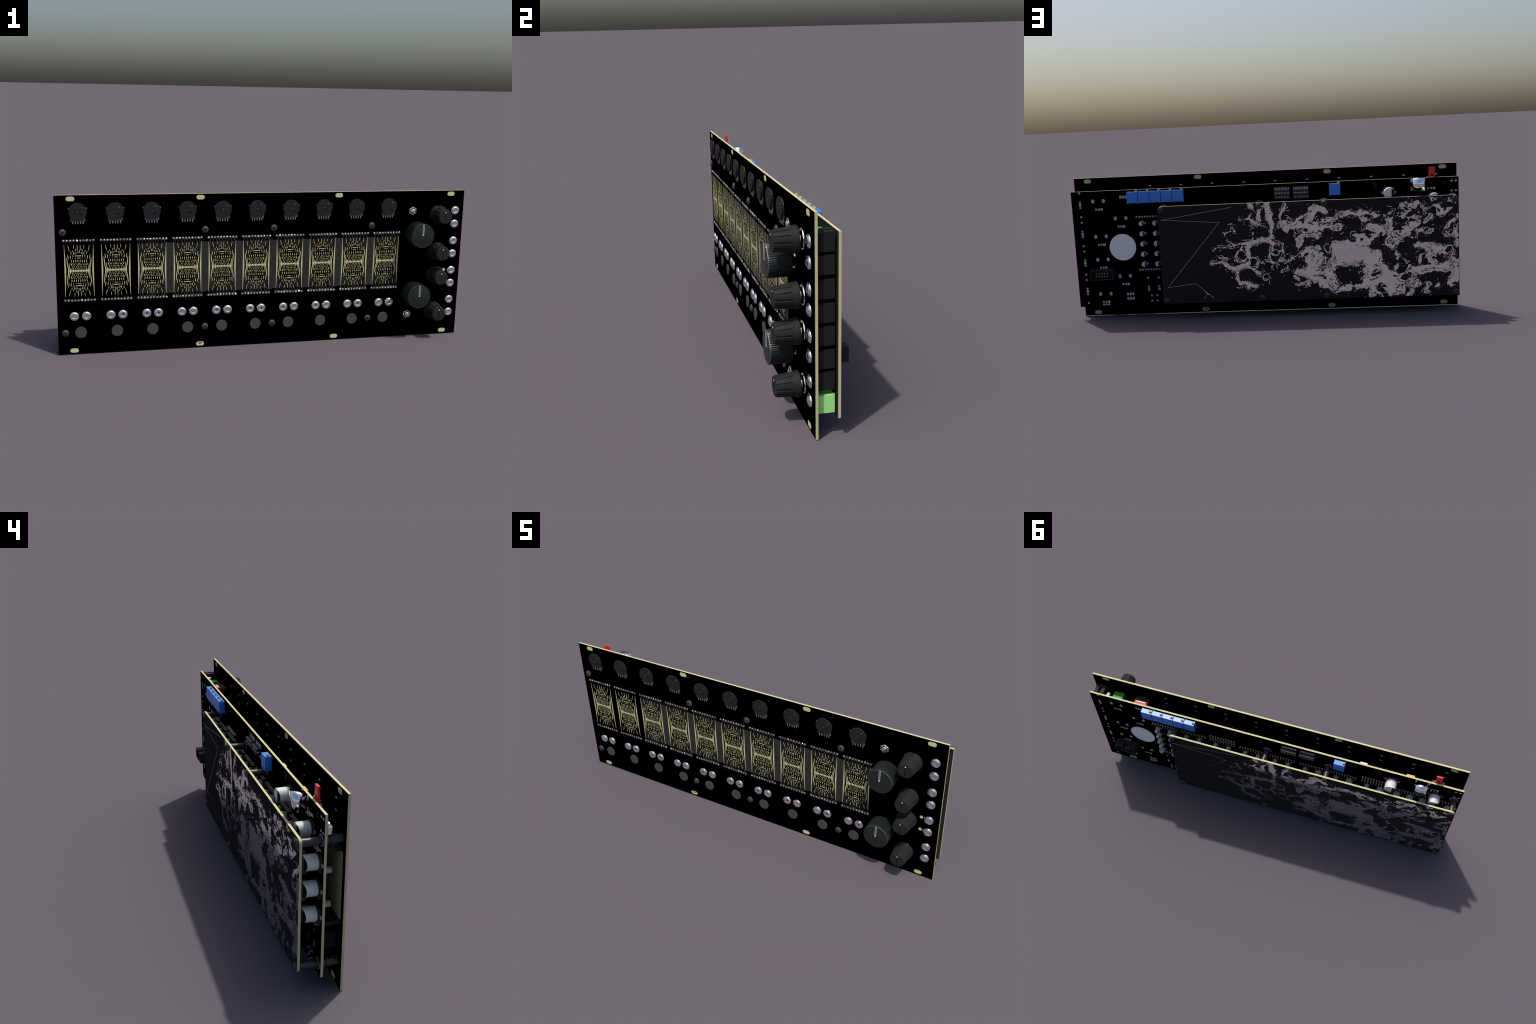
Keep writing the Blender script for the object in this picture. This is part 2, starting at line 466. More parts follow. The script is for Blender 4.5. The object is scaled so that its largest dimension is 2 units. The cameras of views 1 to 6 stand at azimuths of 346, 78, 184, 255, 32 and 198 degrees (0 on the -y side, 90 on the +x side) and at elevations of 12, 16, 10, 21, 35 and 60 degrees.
# toggle bushing nuts
nt_ = Kit()
nt_.lathe(0, 0, [(0.0212, YF0 - 0.0001), (0.0216, -0.0365), (0.0216, -0.0470), (0.0196, -0.0486), (0.0150, -0.0487)], CHROME, 6, smooth=False, ph=PI / 6)
nt_.lathe(0, 0, [(0.0115, -0.0450), (0.0115, -0.0510), (0.0100, -0.0532), (0.0070, -0.0545), (0.002, -0.0549)], CHROME, 28)
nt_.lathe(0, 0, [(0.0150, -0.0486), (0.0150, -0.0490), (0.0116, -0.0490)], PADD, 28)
nt_me = nt_.mesh("bushing_nut", split=30)
put(nt_me, "bushing_nut", panel, (0.7231, 0, 0.6447))
put(nt_me, "bushing_nut", panel, (0.7231, 0, 0.1163), (0, 0.3, 0))

# two round light windows
lw = Kit()
lw.disc(0, 0, 0.0080, YF0 - 0.0003, YF1 + 0.0003, CREAMF, 24)
lw_me = lw.mesh("light_window")
for z in (0.3374, 0.2690):
    put(lw_me, "light_window", panel, (0.9158, 0, z))


# ------------------------------------------------------------------ knobs
def small_knob():
    k = Kit()
    prof = [(0.036, -0.0525), (0.0450, -0.0525), (0.0458, -0.0535), (0.0452, -0.0660), (0.0442, -0.0695), (0.0420, -0.0715), (0.0415, -0.0790),
            (0.0412, -0.0815), (0.0362, -0.1300), (0.0350, -0.1338), (0.0322, -0.1358)]
    seg, n = 192, 12

    def rf(t, j, r, kk):
        g = (t - PI / 2) / (2 * PI / n)
        g = abs(g - round(g)) * (2 * PI / n)
        big = abs(((t - PI / 2 + PI) % (2 * PI)) - PI) < 0.10
        if big and 1 <= j <= 9:
            return min(r, 0.0408 if j < 7 else r - 0.0035)
        depth = 0.0030 if j == 7 else 0.0022 if j == 8 else 0.0010 if j in (9, 10) else 0.0
        if depth and g < 0.085:
            return r - depth
        return r
    k.lathe(0, 0, prof, KNOB, seg, rfun=rf)
    k.box(-0.0012, 0.0012, -0.1361, -0.1350, -0.0315, 0.0180, KNOBG)
    me = k.mesh("small_knob", split=28)
    d = Kit()
    d.box(-0.0023, 0.0023, -0.1366, -0.1345, 0.0188, 0.0236, POINT)
    w = Kit()
    w.lathe(0, 0, [(0.0345, YF0 - 0.0001), (0.0345, -0.0372)], CHROME, 28)
    w.lathe(0, 0, [(0.0305, -0.0372), (0.0315, -0.0385), (0.0315, -0.0440), (0.0280, -0.0455)], CHROME, 6, smooth=False, ph=0.2)
    w.lathe(0, 0, [(0.0200, -0.0450), (0.0200, -0.0570)], CHROME, 24)
    return me, d.mesh("knob_dot"), w.mesh("knob_nut", split=30)


sk, sd, sn = small_knob()
for z in (0.6268, 0.4410, 0.3190, 0.1330):
    o = put(sk, "small_knob", panel, (0.8563, 0, z))
    put(sd, "knob_dot", o)
    put(sn, "knob_nut", o)

bk = Kit()
ridge = lambda t, j, r, k: r - (0.0018 if (k % 4 > 1 and 2 <= j <= 3) else 0)
bk.lathe(0, 0, [(0.040, -0.0545), (0.0592, -0.0545), (0.0606, -0.0560), (0.0602, -0.1310), (0.0578, -0.1346),
                (0.0450, -0.1343), (0.0440, -0.1346), (0.0300, -0.1344), (0.0290, -0.1347), (0.0100, -0.1345)], BIGK, 216, rfun=ridge,
         mats=[None, None, None, BIGKE] + [None] * 5)
bk_me = bk.mesh("large_knob", split=30)
pl = Kit()
for s in (-0.0024, 0.0024):
    pl.box(s - 0.0006, s + 0.0006, -0.1354, -0.1335, 0.0045, 0.0575, POINT)
pl.box(-0.0030, 0.0030, -0.1356, -0.1335, 0.0022, 0.0052, POINT)
pl.box(-0.0017, 0.0017, -0.1352, -0.1336, 0.0052, 0.0575, KNOBG)
pl_me = pl.mesh("pointer_line")
for z in (0.5330, 0.2262):
    o = put(bk_me, "large_knob", panel, (0.7445, 0, z))
    put(pl_me, "pointer_line", o)
    put(sn, "knob_nut", o)

# rear of the front panel: wheel pads and the bare laminate of the touch area
pp = Kit()
for x in XC:
    for z in (0.6902, 0.6452):
        pp.stadium(x, z, 0.0075, 0.0030, YF1 - 0.0001, YF1 + 0.0006, PADM, 5)
put(pp, "wheel_solder_pads", panel, stuff=True)
bl = Kit()
bl.box(-0.975, 0.667, YF1 - 0.0001, YF1 + 0.0004, 0.268, 0.525, CREAMF)
put(bl, "bare_laminate_window", panel)

# ------------------------------------------------------------------ main board
main = board(-0.9985, 0.9985, YM0, YM1, 0.0655, 0.6792, MASKGREY, BLACK, "main_board")
Y = YM1
pads = Kit()


def rpad(x, z, r=0.0056, core=True):
    pads.disc(x, z, r, Y - 0.0002, Y + 0.0006, PADM, 14)
    if core:
        pads.disc(x, z, r * 0.42, Y, Y + 0.0009, PADC, 8)


def spad(x, z, h=0.0062):
    pads.box(x - h, x + h, Y - 0.0002, Y + 0.0006, z - h, z + h, PADM)
    pads.disc(x, z, h * 0.42, Y, Y + 0.0009, PADC, 8)


def opad(x, z, hx=0.0078, hz=0.0100):
    pads.stadium(x, z, hx, hz, Y - 0.0002, Y + 0.0006, PADM, 5)
    pads.stadium(x, z, hx * 0.25, hz * 0.5, Y, Y + 0.0009, PADC, 4)


# jack pads, right edge: pairs share a ground in the middle
for i in range(4):
    zt = 0.6712 - i * 0.1533
    rpad(0.9533, zt)
    for j, dz in enumerate((-0.0475, -0.0620, -0.0764)):
        (spad if j == 1 else rpad)(0.9533, zt + dz)
    rpad(0.9533, zt - 0.1247)
# potentiometer lugs and legs
for x, z in ((0.8566, 0.6266), (0.7447, 0.5330), (0.8566, 0.4406), (0.8566, 0.3181), (0.7447, 0.2259), (0.8566, 0.1330)):
    for s in (1, -1):
        opad(x + s * 0.0280, z)
    for j in range(3):
        q = x + 0.0147 * (1 - j)
        (spad if j == 2 else rpad)(q, z - 0.0434)
        if z < 0.15:
            rpad(q, z - 0.0577)
# toggle switch lugs
for x in (0.7377, 0.7231, 0.7085):
    opad(x, 0.6432, 0.0055, 0.0085)
    for z in (0.1281, 0.1042):
        opad(x, z, 0.0055, 0.0080)
# per voice: jack and button pads
legs = Kit()
for k_ in range(NV):
    dx = -PITCH * k_
    for x in (0.6224, 0.5667):
        rpad(x + dx, 0.2120)
        rpad(x + dx, 0.1641)
        spad(x + dx, 0.1496)
    for x in (0.6090, 0.5803):
        for z in (0.1170, 0.0878):
            rpad(x + dx, z, 0.0062, False)
            legs.lathe(x + dx, z, [(0.0036, Y), (0.0036, Y + 0.009), (0.002, Y + 0.0105)], mat("button_leg", (0.35, 0.38, 0.55), 0.4, metal=0.5) if "button_leg" not in bpy.data.materials else bpy.data.materials["button_leg"], 10)
put(legs, "button_legs", main, stuff=True)
for x in (-0.9630, -0.9843):
    for z in (0.6580, 0.6081):
        pads.stadium(x, z, 0.0062, 0.0045, Y - 0.0002, Y + 0.0007, PADM, 5)
put(pads, "solder_pads", main, stuff=True)

# gold header pins through the board, in soldered rows
pins = Kit()
rows = [(x - 0.0659, z, 10) for x in XC for z in ZROW] + [(XC[2] - 0.0659, 0.5658, 10), (XC[7] - 0.0659, 0.5658, 10), (-0.8753, 0.6245, 3)]
for x0, z, n in rows:
    for i in range(n):
        x = x0 + i * P254
        if n == 3 and i == 0:
            pins.box(x - 0.006, x + 0.006, Y - 0.0002, Y + 0.001, z - 0.006, z + 0.006, PADM)
        pins.lathe(x, z, [(0.0053, Y - 0.0001), (0.0050, Y + 0.0008), (0.0030, Y + 0.0018), (0.0020, Y + 0.0030)], PADM, 10)
        pins.lathe(x, z, [(0.0023, Y + 0.001), (0.0023, Y + 0.0120), (0.0012, Y + 0.0135)], GOLD, 6)
        pins.lathe(x, z, [(0.0019, YM0), (0.0019, YM0 - 0.006)], GOLD, 6)
put(pins, "header_pins", main, stuff=True)

# white round silkscreen field
wd = Kit()
wd.disc(0.7450, 0.3798, 0.0704, Y - 0.0002, Y + 0.0005, WHITE, 96)
put(wd, "white_disc", main)

# blue multiturn trimmers
tr = Kit()
tr.prism([(-0.0279, -0.0285), (0.0279, -0.0285), (0.0279, 0.0290), (-0.0279, 0.0290)], 0.0515, 0.0785, BLUE)
for s in (1, -1):
    for z in (-0.0285, 0.0255):
        tr.box(s * 0.0279 - (0.004 if s > 0 else 0), s * 0.0279 + (0.004 if s < 0 else 0), 0.0487, 0.0516, z - 0.0025, z + 0.006, BLUE)
    tr.box(s * 0.0279 - (0.0075 if s > 0 else 0.0), s * 0.0279 + (0.0075 if s < 0 else 0.0), 0.0700, 0.0783, -0.0308, -0.0284, BLUE)
for q in (-0.0147, 0, 0.0147):
    tr.box(q - 0.0005, q + 0.0005, 0.0500, 0.0510, -0.042, -0.028, PADD)
tr_me = tr.mesh("trimmer")
ts = Kit()
ts.lathe(0, 0, [(0.0060, 0), (0.0060, -0.0062), (0.0046, -0.0088), (0.0022, -0.0093)], BRASS, 16)
ts.box(-0.0010, 0.0010, -0.0094, -0.0080, -0.0042, 0.0042, KNOBG)
ts_me = ts.mesh("trimmer_screw")
for x in [0.6690 - 0.0595 * i for i in range(5)] + [-0.3737]:
    t = put(tr_me, "trimmer", main, (x, 0, 0.6402))
    put(ts_me, "trimmer_screw", t, (-0.0198, 0.0650, 0.0289), (-PI / 2, 0, 0))

# shrouded power header
hd = Kit()
x0, x1, y1, z0, z1, w = 0.7965, 0.9153, 0.1013, 0.2168, 0.2688, 0.0045
hd.box(x0, x0 + w, Y, y1, z0, z1, PLAST)
hd.box(x1 - w, x1, Y, y1, z0, z1, PLAST)
hd.box(x0 + w, x1 - w, Y, y1 - 0.0002, z0, z0 + w, PLAST)
xm = (x0 + x1) / 2
hd.box(x0 + w, xm - 0.013, Y, y1 - 0.0002, z1 - w, z1, PLAST)
hd.box(xm + 0.013, x1 - w, Y, y1 - 0.0002, z1 - w, z1, PLAST)
hd.box(xm - 0.013, xm + 0.013, Y, Y + 0.024, z1 - w, z1 - 0.0002, PLAST)
hd.box(x0 + w, x1 - w, Y, Y + 0.010, z0 + w, z1 - w, PLAST)
hd.box(x0 - 0.006, x0, Y, Y + 0.03, z0 + 0.010, z1 - 0.012, PLAST)
for i in range(5):
    for z in (0.2500, 0.2353):
        px = xm + (i - 2) * 0.0148
        hd.box(px - 0.0018, px + 0.0018, Y + 0.009, Y + 0.045, z - 0.0018, z + 0.0018, PINM)
put(hd, "power_header", main)

# two surface-mount double-row connectors
for xc in (-0.1041, -0.2007):
    k = Kit()
    zc = 0.6313
    k.box(xc - 0.0403, xc + 0.0403, Y, Y + 0.021, zc + 0.0040, zc + 0.0140, PLAST)
    k.box(xc - 0.0403, xc + 0.0403, Y, Y + 0.021, zc - 0.0140, zc - 0.0040, PLAST)
    k.box(xc - 0.0400, xc + 0.0400, Y, Y + 0.008, zc - 0.0040, zc + 0.0040, PLAST)
    for i in range(10):
        px = xc + (i - 4.5) * 0.0078
        for s in (1, -1):
            k.box(px - 0.0022, px + 0.0022, Y, Y + 0.0015, zc + s * 0.0205 - 0.0075, zc + s * 0.0205 + 0.0075, PADM)
        k.box(px - 0.0021, px + 0.0021, Y + 0.006, Y + 0.019, zc - 0.0040, zc + 0.0038, PADM)
    put(k, "board_connector", main)
edge = Kit()
edge.box(-0.246, -0.060, Y, Y + 0.003, 0.5985, 0.6015, PADD)
put(edge, "connector_outline", main)


# electrolytic capacitors: black plinth, can with crimp, black sector on top
def capacitor(name, r, h, base, can, lug):
    k = Kit()
    b = base
    c_ = b * 0.35
    k.prism([(-b, -b), (b - c_, -b), (b, -b + c_), (b, b - c_), (b - c_, b), (-b, b)], 0, h * 0.16, CAPBASE)
    k.lathe(0, 0, [(r * 0.93, h * 0.14), (r, h * 0.22), (r, h * 0.28), (r * 0.93, h * 0.33), (r * 0.995, h * 0.375)], can, 48)
    for s in (1, -1):
        k.box(s * (b + lug * 0.5) - lug * 0.6, s * (b + lug * 0.5) + lug * 0.6, 0, h * 0.05, -lug * 0.8, lug * 0.8, PADM)
    # bevelled black polarity cut across the end
    seg = 48
    lim, slope = -0.30, 0.42
    ang = [2 * PI * i / seg for i in range(seg)]
    xc_ = max(r * math.cos(t) for t in ang if math.cos(t) <= lim)
    top = [(r * 0.97 * math.cos(t), r * 0.97 * math.sin(t)) for t in ang]
    yy = [h - (max(0.0, xc_ * 0.97 - p) * slope if math.cos(t) <= lim else 0.0) for (p, q), t in zip(top, ang)]
    v = [(p, y, q) for (p, q), y in zip(top, yy)] + [(p / 0.97, h * 0.38, q / 0.97) for p, q in top]
    cut = [i for i in range(seg) if math.cos(ang[i]) <= lim]
    rest = list(range(cut[-1], seg)) + list(range(0, cut[0] + 1))
    k.add(v, [[i, (i + 1) % seg, seg + (i + 1) % seg, seg + i] for i in range(seg)], can, True)
    o = len(k.v) - 2 * seg
    for face, m_ in ((cut, CANB), (rest, can)):
        k.f.append([o + i for i in face])
        k.mi.append(k.m(m_))
        k.sm.append(False)
    return k.mesh(name)


small_cap = capacitor("small_capacitor", 0.0124, 0.0312, 0.0128, CAND, 0.0052)
mid_cap = capacitor("small_capacitor", 0.0190, 0.0330, 0.0195, CAND, 0.0060)
big_cap = capacitor("large_capacitor", 0.0282, 0.0575, 0.0295, CAN, 0.0080)
ZCAP = (0.5035, 0.4498, 0.3962, 0.3425, 0.2890)
for k_ in range(8):
    for x, wide in ((0.6320, False), (0.5605, k_ >= 5)):
        for z in ZCAP:
            put(mid_cap if wide else small_cap, "small_capacitor", main, (x - PITCH * k_, Y, z))
for x in (-0.685, -0.7535, -0.822):
    for z in ZCAP:
        put(mid_cap, "small_capacitor", main, (x, Y, z))
for x, z in ((-0.6466, 0.6110), (-0.8715, 0.5760), (-0.9545, 0.4930), (-0.9545, 0.3950), (-0.9545, 0.2970)):
    put(big_cap, "large_capacitor", main, (x, Y, z), (0, 0.0, 0))

# socket with a polished shell whose shading wraps round the corners
us = Kit()
us.box(-0.8225, -0.7663, 0.0575, 0.0970, 0.6150, 0.6815, CHROME)
me = us.mesh("metal_socket", split=179)
me.polygons.foreach_set("use_smooth", [True] * len(me.polygons))
so = put(me, "metal_socket", main)
k = Kit()
k.box(-0.8225, -0.7663, Y, 0.0558, 0.6170, 0.6700, PLAST)
for z in (0.6655, 0.6236):
    k.stadium(-0.7630, z, 0.0045, 0.0095, Y - 0.0001, Y + 0.0012, PADM, 5)
    k.stadium(-0.8270, z + 0.003, 0.0045, 0.0095, Y - 0.0001, Y + 0.0012, PADM, 5)
put(k, "socket_base", so)
# tiny grey parts
k = Kit()
for x, z, w, h in ((-0.5778, 0.6511, 0.0085, 0.0125), (-0.8073, 0.5968, 0.0075, 0.0100), (-0.9277, 0.6504, 0.0065, 0.0095)):
    for s in (1, -1):
        for j in range(3):
            k.box(x + s * w * 0.55 - w * 0.35, x + s * w * 0.55 + w * 0.35, Y - 0.0001, Y + 0.0015, z + (j - 1) * h * 0.72 - h * 0.26, z + (j - 1) * h * 0.72 + h * 0.26, CAPBASE)
put(k, "chip_parts", main, stuff=True)

# ------------------------------------------------------------------ parts between the boards
# jack housings: pairs face one another
hz = ((0.6443, JACKB), (0.5717, JACKB), (0.4947, JACKB), (0.4173, JACKB), (0.3410, JACKB), (0.2633, JACKB), (0.1890, JACKB), (0.1100, GREENL))
for z, m_ in hz:
    k = Kit()
    k.prism([(-0.0255, -0.0305), (0.0255, -0.0305), (0.0255, 0.0318), (0.007, 0.0318), (0.007, 0.018), (-0.007, 0.018), (-0.007, 0.0318), (-0.0255, 0.0318)], -0.0008, 0.0335, m_)
    k.box(-0.0252, 0.0252, -0.0220, -0.0008, -0.0300, 0.0300, m_)
    put(k, "jack_housing", main, (0.9557, 0, z))
hv = Kit()
hv.box(-0.026, 0.026, -0.022, 0.034, -0.030, 0.030, JACKB)
hv_me = hv.mesh("jack_housing")
for x in XC:
    for dx in (-0.0279, 0.0271):
        put(hv_me, "jack_housing", main, (x + dx, 0, 0.1790))
bb = Kit()
bb.box(-0.022, 0.022, 0.008, YM0, -0.022, 0.022, PLAST)
bb.lathe(0, 0, [(0.015, 0.009), (0.015, YF1 - 0.0005)], PLAST, 20)
bb_me = bb.mesh("button_body")
for x in XC:
    put(bb_me, "button_body", main, (x, 0, 0.1030))
ph_ = Kit()
ph_.box(-0.0735, 0.0735, -0.010, 0.0389, -0.0072, 0.0072, PLAST)
ph_.box(-0.0735, 0.0735, YF1, -0.0102, -0.0068, 0.0068, PLAST)
ph_me = ph_.mesh("pin_header")
for x in XC:
    for z in ZROW:
        put(ph_me, "pin_header", main, (x, 0, z))
# potentiometer bodies
pb = Kit()
pb.box(-0.028, 0.028, -0.0135, 0.0365, -0.040, 0.0262, GREEN)
pb.prism([(-0.028, 0.0), (0.028, 0.0), (0.0265, 0.0272), (-0.0265, 0.0272)], -0.0133, 0.0330, GREEN)
pb.lathe(0, 0, [(0.024, -0.0135), (0.024, -0.0180), (0.020, -0.0185), (0.020, YF1 - 0.0004)], CHROMED, 24)
pb_me = pb.mesh("potentiometer_body")
for x, z in ((0.8556, 0.6268), (0.7445, 0.5330), (0.8556, 0.4406), (0.8556, 0.3181), (0.7445, 0.2259), (0.8556, 0.1330)):
    put(pb_me, "potentiometer_body", main, (x, 0, z))
# toggle switch bodies: red case, black plate, bright bracket
for z, hh in ((0.6431, 0.0180), (0.1163, 0.0340)):
    k = Kit()
    k.box(-0.0345, 0.0345, 0.0190, 0.0375, -hh, hh, RED)
    for s in (1, -1):
        k.box(s * 0.0345 - (0.0030 if s > 0 else 0), s * 0.0345 + (0.0030 if s < 0 else 0), -0.0120, 0.0190, -hh, hh - 0.001, RED)
    k.box(-0.0315, 0.0315, -0.0125, 0.0189, -hh + 0.001, hh - 0.0005, PLAST)
    k.box(-0.0255, 0.0255, 0.0110, 0.0180, hh - 0.0004, hh + 0.0004, mat("white_label", (0.75, 0.72, 0.70), 0.6) if "white_label" not in bpy.data.materials else bpy.data.materials["white_label"])
    k.box(-0.0150, 0.0170, -0.0165, -0.0127, -hh, hh + 0.0030, CHROMED)
    k.lathe(0, 0, [(0.013, -0.0166), (0.013, YF1 - 0.0004)], CHROMED, 20)
    put(k, "toggle_switch_body", main, (0.7231, 0, z))
# small white cans on the inner face
sw = Kit()
sw.lathe(0, 0, [(0.0118, 0.0), (0.0122, -0.006), (0.0112, -0.009), (0.0122, -0.012), (0.0118, -0.042), (0.0100, -0.0435)], CAN, 24)
sw_me = sw.mesh("standing_can")
for x, z in ((-0.930, 0.4420), (-0.870, 0.4700), (-0.930, 0.3115)):
    put(sw_me, "standing_can", main, (x, YM0, z))
k = Kit()
k.lathe(0, 0, [(0.0098, YM0), (0.0098, 0.0150), (0.0085, 0.0110), (0.0055, 0.0082), (0.0010, 0.0072)], CAN, 20)
put(k, "light_emitter", main, (0.9080, 0, 0.6540))
k = Kit()
k.box(-0.8833, -0.8523, 0.0255, 0.0345, 0.6800, 0.7290, RED)
k.box(-0.8735, -0.8621, 0.0252, 0.0348, 0.6790, 0.6925, KNOBG)
k.box(-0.8850, -0.8505, 0.0235, 0.0365, 0.6700, 0.6802, RED)
k.box(-0.8722, -0.8634, 0.0240, 0.0352, 0.6790, 0.6835, CHROMED)
jp = put(k, "jumper_cap", main)
k = Kit()
k.box(-0.900, -0.835, 0.022, YM0, 0.655, 0.6695, PLAST)
k.box(-0.8468, -0.8430, 0.0310, 0.0350, 0.6690, 0.6830, GOLD)
put(k, "pin_strip", main)
k = Kit()
k.box(-0.7500, -0.7098, 0.0210, YM0, 0.6430, 0.6632, YELLOW)
put(k, "yellow_capacitor", main)
k = Kit()
k.box(-0.5080, -0.4715, 0.0225, YM0, 0.6440, 0.6640, POINT)
put(k, "crystal_can", main)
k = Kit()
for x0 in (-0.5480, 0.2520):
    for i in range(4):
        k.box(x0 - i * 0.0286, x0 + 0.0035 - i * 0.0286, -0.0130, -0.0095, 0.590, 0.6075, GOLD)
    k.box(x0 - 0.095, x0 + 0.010, -0.0180, -0.0050, 0.575, 0.5930, PLAST)
put(k, "inner_pin_strips", main, stuff=True)
us2 = Kit()
us2.box(-0.978, -0.930, 0.0075, 0.0370, 0.5880, 0.6360, CHROME, 0.010)
me = us2.mesh("metal_switch", split=179)
me.polygons.foreach_set("use_smooth", [True] * len(me.polygons))
put(me, "metal_switch", main)

# ------------------------------------------------------------------ standoffs
sd_ = Kit()
sd_.lathe(0, 0, [(0.0215, YM1 - 0.0001), (0.0215, YM1 + 0.0012), (0.0185, YM1 + 0.0012)], PADM, 32)
sd_.lathe(0, 0, [(0.0184, YM1), (0.0184, YM1 + 0.0040), (0.0146, YM1 + 0.0045), (0.0146, YR0 - 0.0001)], STAND, 32)
sd_me = sd_.mesh("rear_standoff")
sf = Kit()
sf.lathe(0, 0, [(0.0170, YM0), (0.0170, 0.0255), (0.0125, 0.0250), (0.0125, 0.0180)], STAND, 24)
sf.lathe(0, 0, [(0.0180, 0.0180), (0.0180, -0.0060)], STAND, 6, smooth=False)
sf.lathe(0, 0, [(0.0160, -0.0061), (0.0160, YF1 + 0.0008)], STAND, 6, smooth=False, ph=0.3)
sf_me = sf.mesh("front_standoff")
RX = (-0.9667, -0.3168, 0.0142, 0.5123)
RZ = (0.5750, 0.1035)
for x in SCX:
    for z in SCZ:
        put(sf_me, "front_standoff", main, (x, 0, z))
for x in RX:
    for z in RZ:
        put(sd_me, "rear_standoff", main, (x, 0, z))

# ------------------------------------------------------------------ rear board
REARF = mat("solder_mask_rear", (0.024, 0.024, 0.025), 0.9, spec=0.0)
FOIL = mat("mirror_foil", (0.97, 0.96, 0.97), 0.06, metal=1.0)
rear = board(-0.9850, 0.5310, YR0, YR1, 0.0862, 0.5935, BLACK, REARF, "rear_board", 0.0165)

# Marbled decoration: a mirror-metal film poured along a few veins, rings and
# pools (x, z, x, z, half width, in millimetres) and torn up by turbulence.
VEINS = [
    (61,586,41,572,10.7), (-27,594,-32,535,16.0), (-32,535,-50,470,16.0), (-50,470,-40,413,8.0), 
    (-40,413,1,401,11.8), (9,568,12,504,9.1), (111,507,71,515,3.2), (71,515,52,533,6.4), (65,514,19,478,7.0), 
    (19,478,-23,465,4.3), (-23,465,-40,432,4.3), (58,509,48,479,2.1), (48,479,60,459,2.1), (203,452,193,441,3.8), 
    (193,441,163,448,3.8), (163,448,158,475,3.8), (196,438,153,380,2.7), (235,372,159,379,3.8), 
    (159,379,104,389,3.8), (105,384,50,392,9.7), (44,441,53,398,4.8), (50,392,1,401,10.8), (1,401,-52,386,10.8), 
    (-52,386,-51,345,7.0), (70,382,76,317,14.5), (105,384,106,354,7.5), (228,314,185,307,3.3), 
    (185,307,140,333,3.3), (270,297,197,286,6.5), (197,280,155,260,11.9), (155,262,83,279,16.3), 
    (83,279,26,228,9.2), (143,254,140,210,9.2), (140,210,126,184,9.2), (126,184,51,168,9.2), 
    (-46,264,-39,237,3.8), (-39,237,7,235,3.8), (-15,295,-49,280,4.3), (84,161,84,161,9.8), 
    (-104,381,-98,316,3.7), (-95,521,-122,579,8.5), (-98,511,-87,463,5.3), ]
RINGS = [
    (113,324,113,324,27.0), (56,289,56,289,25.9), (-66,356,-66,356,31.1), (-62,318,-62,318,33.3), 
    (-97,267,-97,267,26.9), (-11,207,-11,207,18.4), (-758,408,-758,408,24.1), (-335,351,-335,351,21.3), 
    (-935,319,-935,319,20.9), (-946,425,-946,425,32.2), ]
POOLS = [
    (-110,489,-163,487,8.5), (-163,487,-201,507,8.5), (-125,467,-189,470,14.9), (-189,470,-263,451,14.9), 
    (-197,416,-179,368,11.7), (-227,484,-272,547,9.6), (-214,426,-267,418,12.8), (-235,290,-239,257,24.1), 
    (-194,324,-280,359,11.8), (-243,219,-299,287,20.4), (-174,232,-306,178,14.0), (-128,299,-194,324,5.4), 
    (-162,210,-187,177,5.4), (-176,158,-219,170,6.5), (-324,491,-372,500,11.6), (-307,454,-386,451,13.8), 
    (-258,558,-320,539,10.6), (-242,441,-275,472,10.6), (-377,355,-504,345,29.2), (-397,306,-556,289,42.5), 
    (-315,254,-413,294,17.1), (-566,278,-602,233,23.8), (-533,236,-526,171,22.3), (-240,257,-270,321,18.7), 
    (-233,208,-304,233,13.4), (-480,400,-511,388,16.9), (-330,226,-349,155,22.5), (-386,131,-429,146,9.6), 
    (-472,140,-520,154,9.6), (-275,190,-296,173,16.1), (-601,195,-680,171,37.1), (-615,118,-684,127,23.9), 
    (-563,169,-540,93,13.3), (-542,445,-576,449,15.8), (-537,376,-580,412,7.9), (-602,448,-612,416,9.5), 
    (-642,479,-658,382,16.8), (-642,372,-717,412,23.7), (-712,439,-738,438,11.5), (-462,520,-509,521,6.8), 
    (-509,521,-572,506,6.8), (-493,506,-529,478,4.7), (-404,517,-441,527,10.5), (-646,513,-646,513,8.4), 
    (-708,500,-743,533,5.7), (-736,486,-749,438,4.7), (-744,483,-791,492,4.2), (-817,467,-854,492,6.3), 
    (-759,448,-786,463,7.3), (-795,420,-842,423,5.7), (-784,348,-893,320,13.6), (-841,306,-851,268,19.9), 
    (-766,217,-976,242,20.0), (-791,292,-793,265,9.5), (-672,307,-693,282,9.5), (-676,242,-676,242,7.9), 
    (-714,273,-747,234,4.2), (-738,169,-764,154,18.5), (-729,221,-729,221,9.5), (-926,436,-978,479,8.3), 
    (-975,413,-977,344,4.7), (-971,264,-970,188,26.1), (-944,146,-975,182,13.1), (-704,545,-725,552,6.3), 
    (-745,544,-782,553,3.6), (-810,541,-810,541,7.3), (-880,507,-942,520,6.2), (-927,542,-945,567,4.1), 
    (-823,525,-849,534,2.6), (-850,584,-870,580,3.1), (-875,554,-880,533,3.6), (-833,144,-833,144,7.4), 
    (-875,137,-875,137,8.4), (-827,117,-827,117,4.2), (-745,114,-726,93,5.3), ]
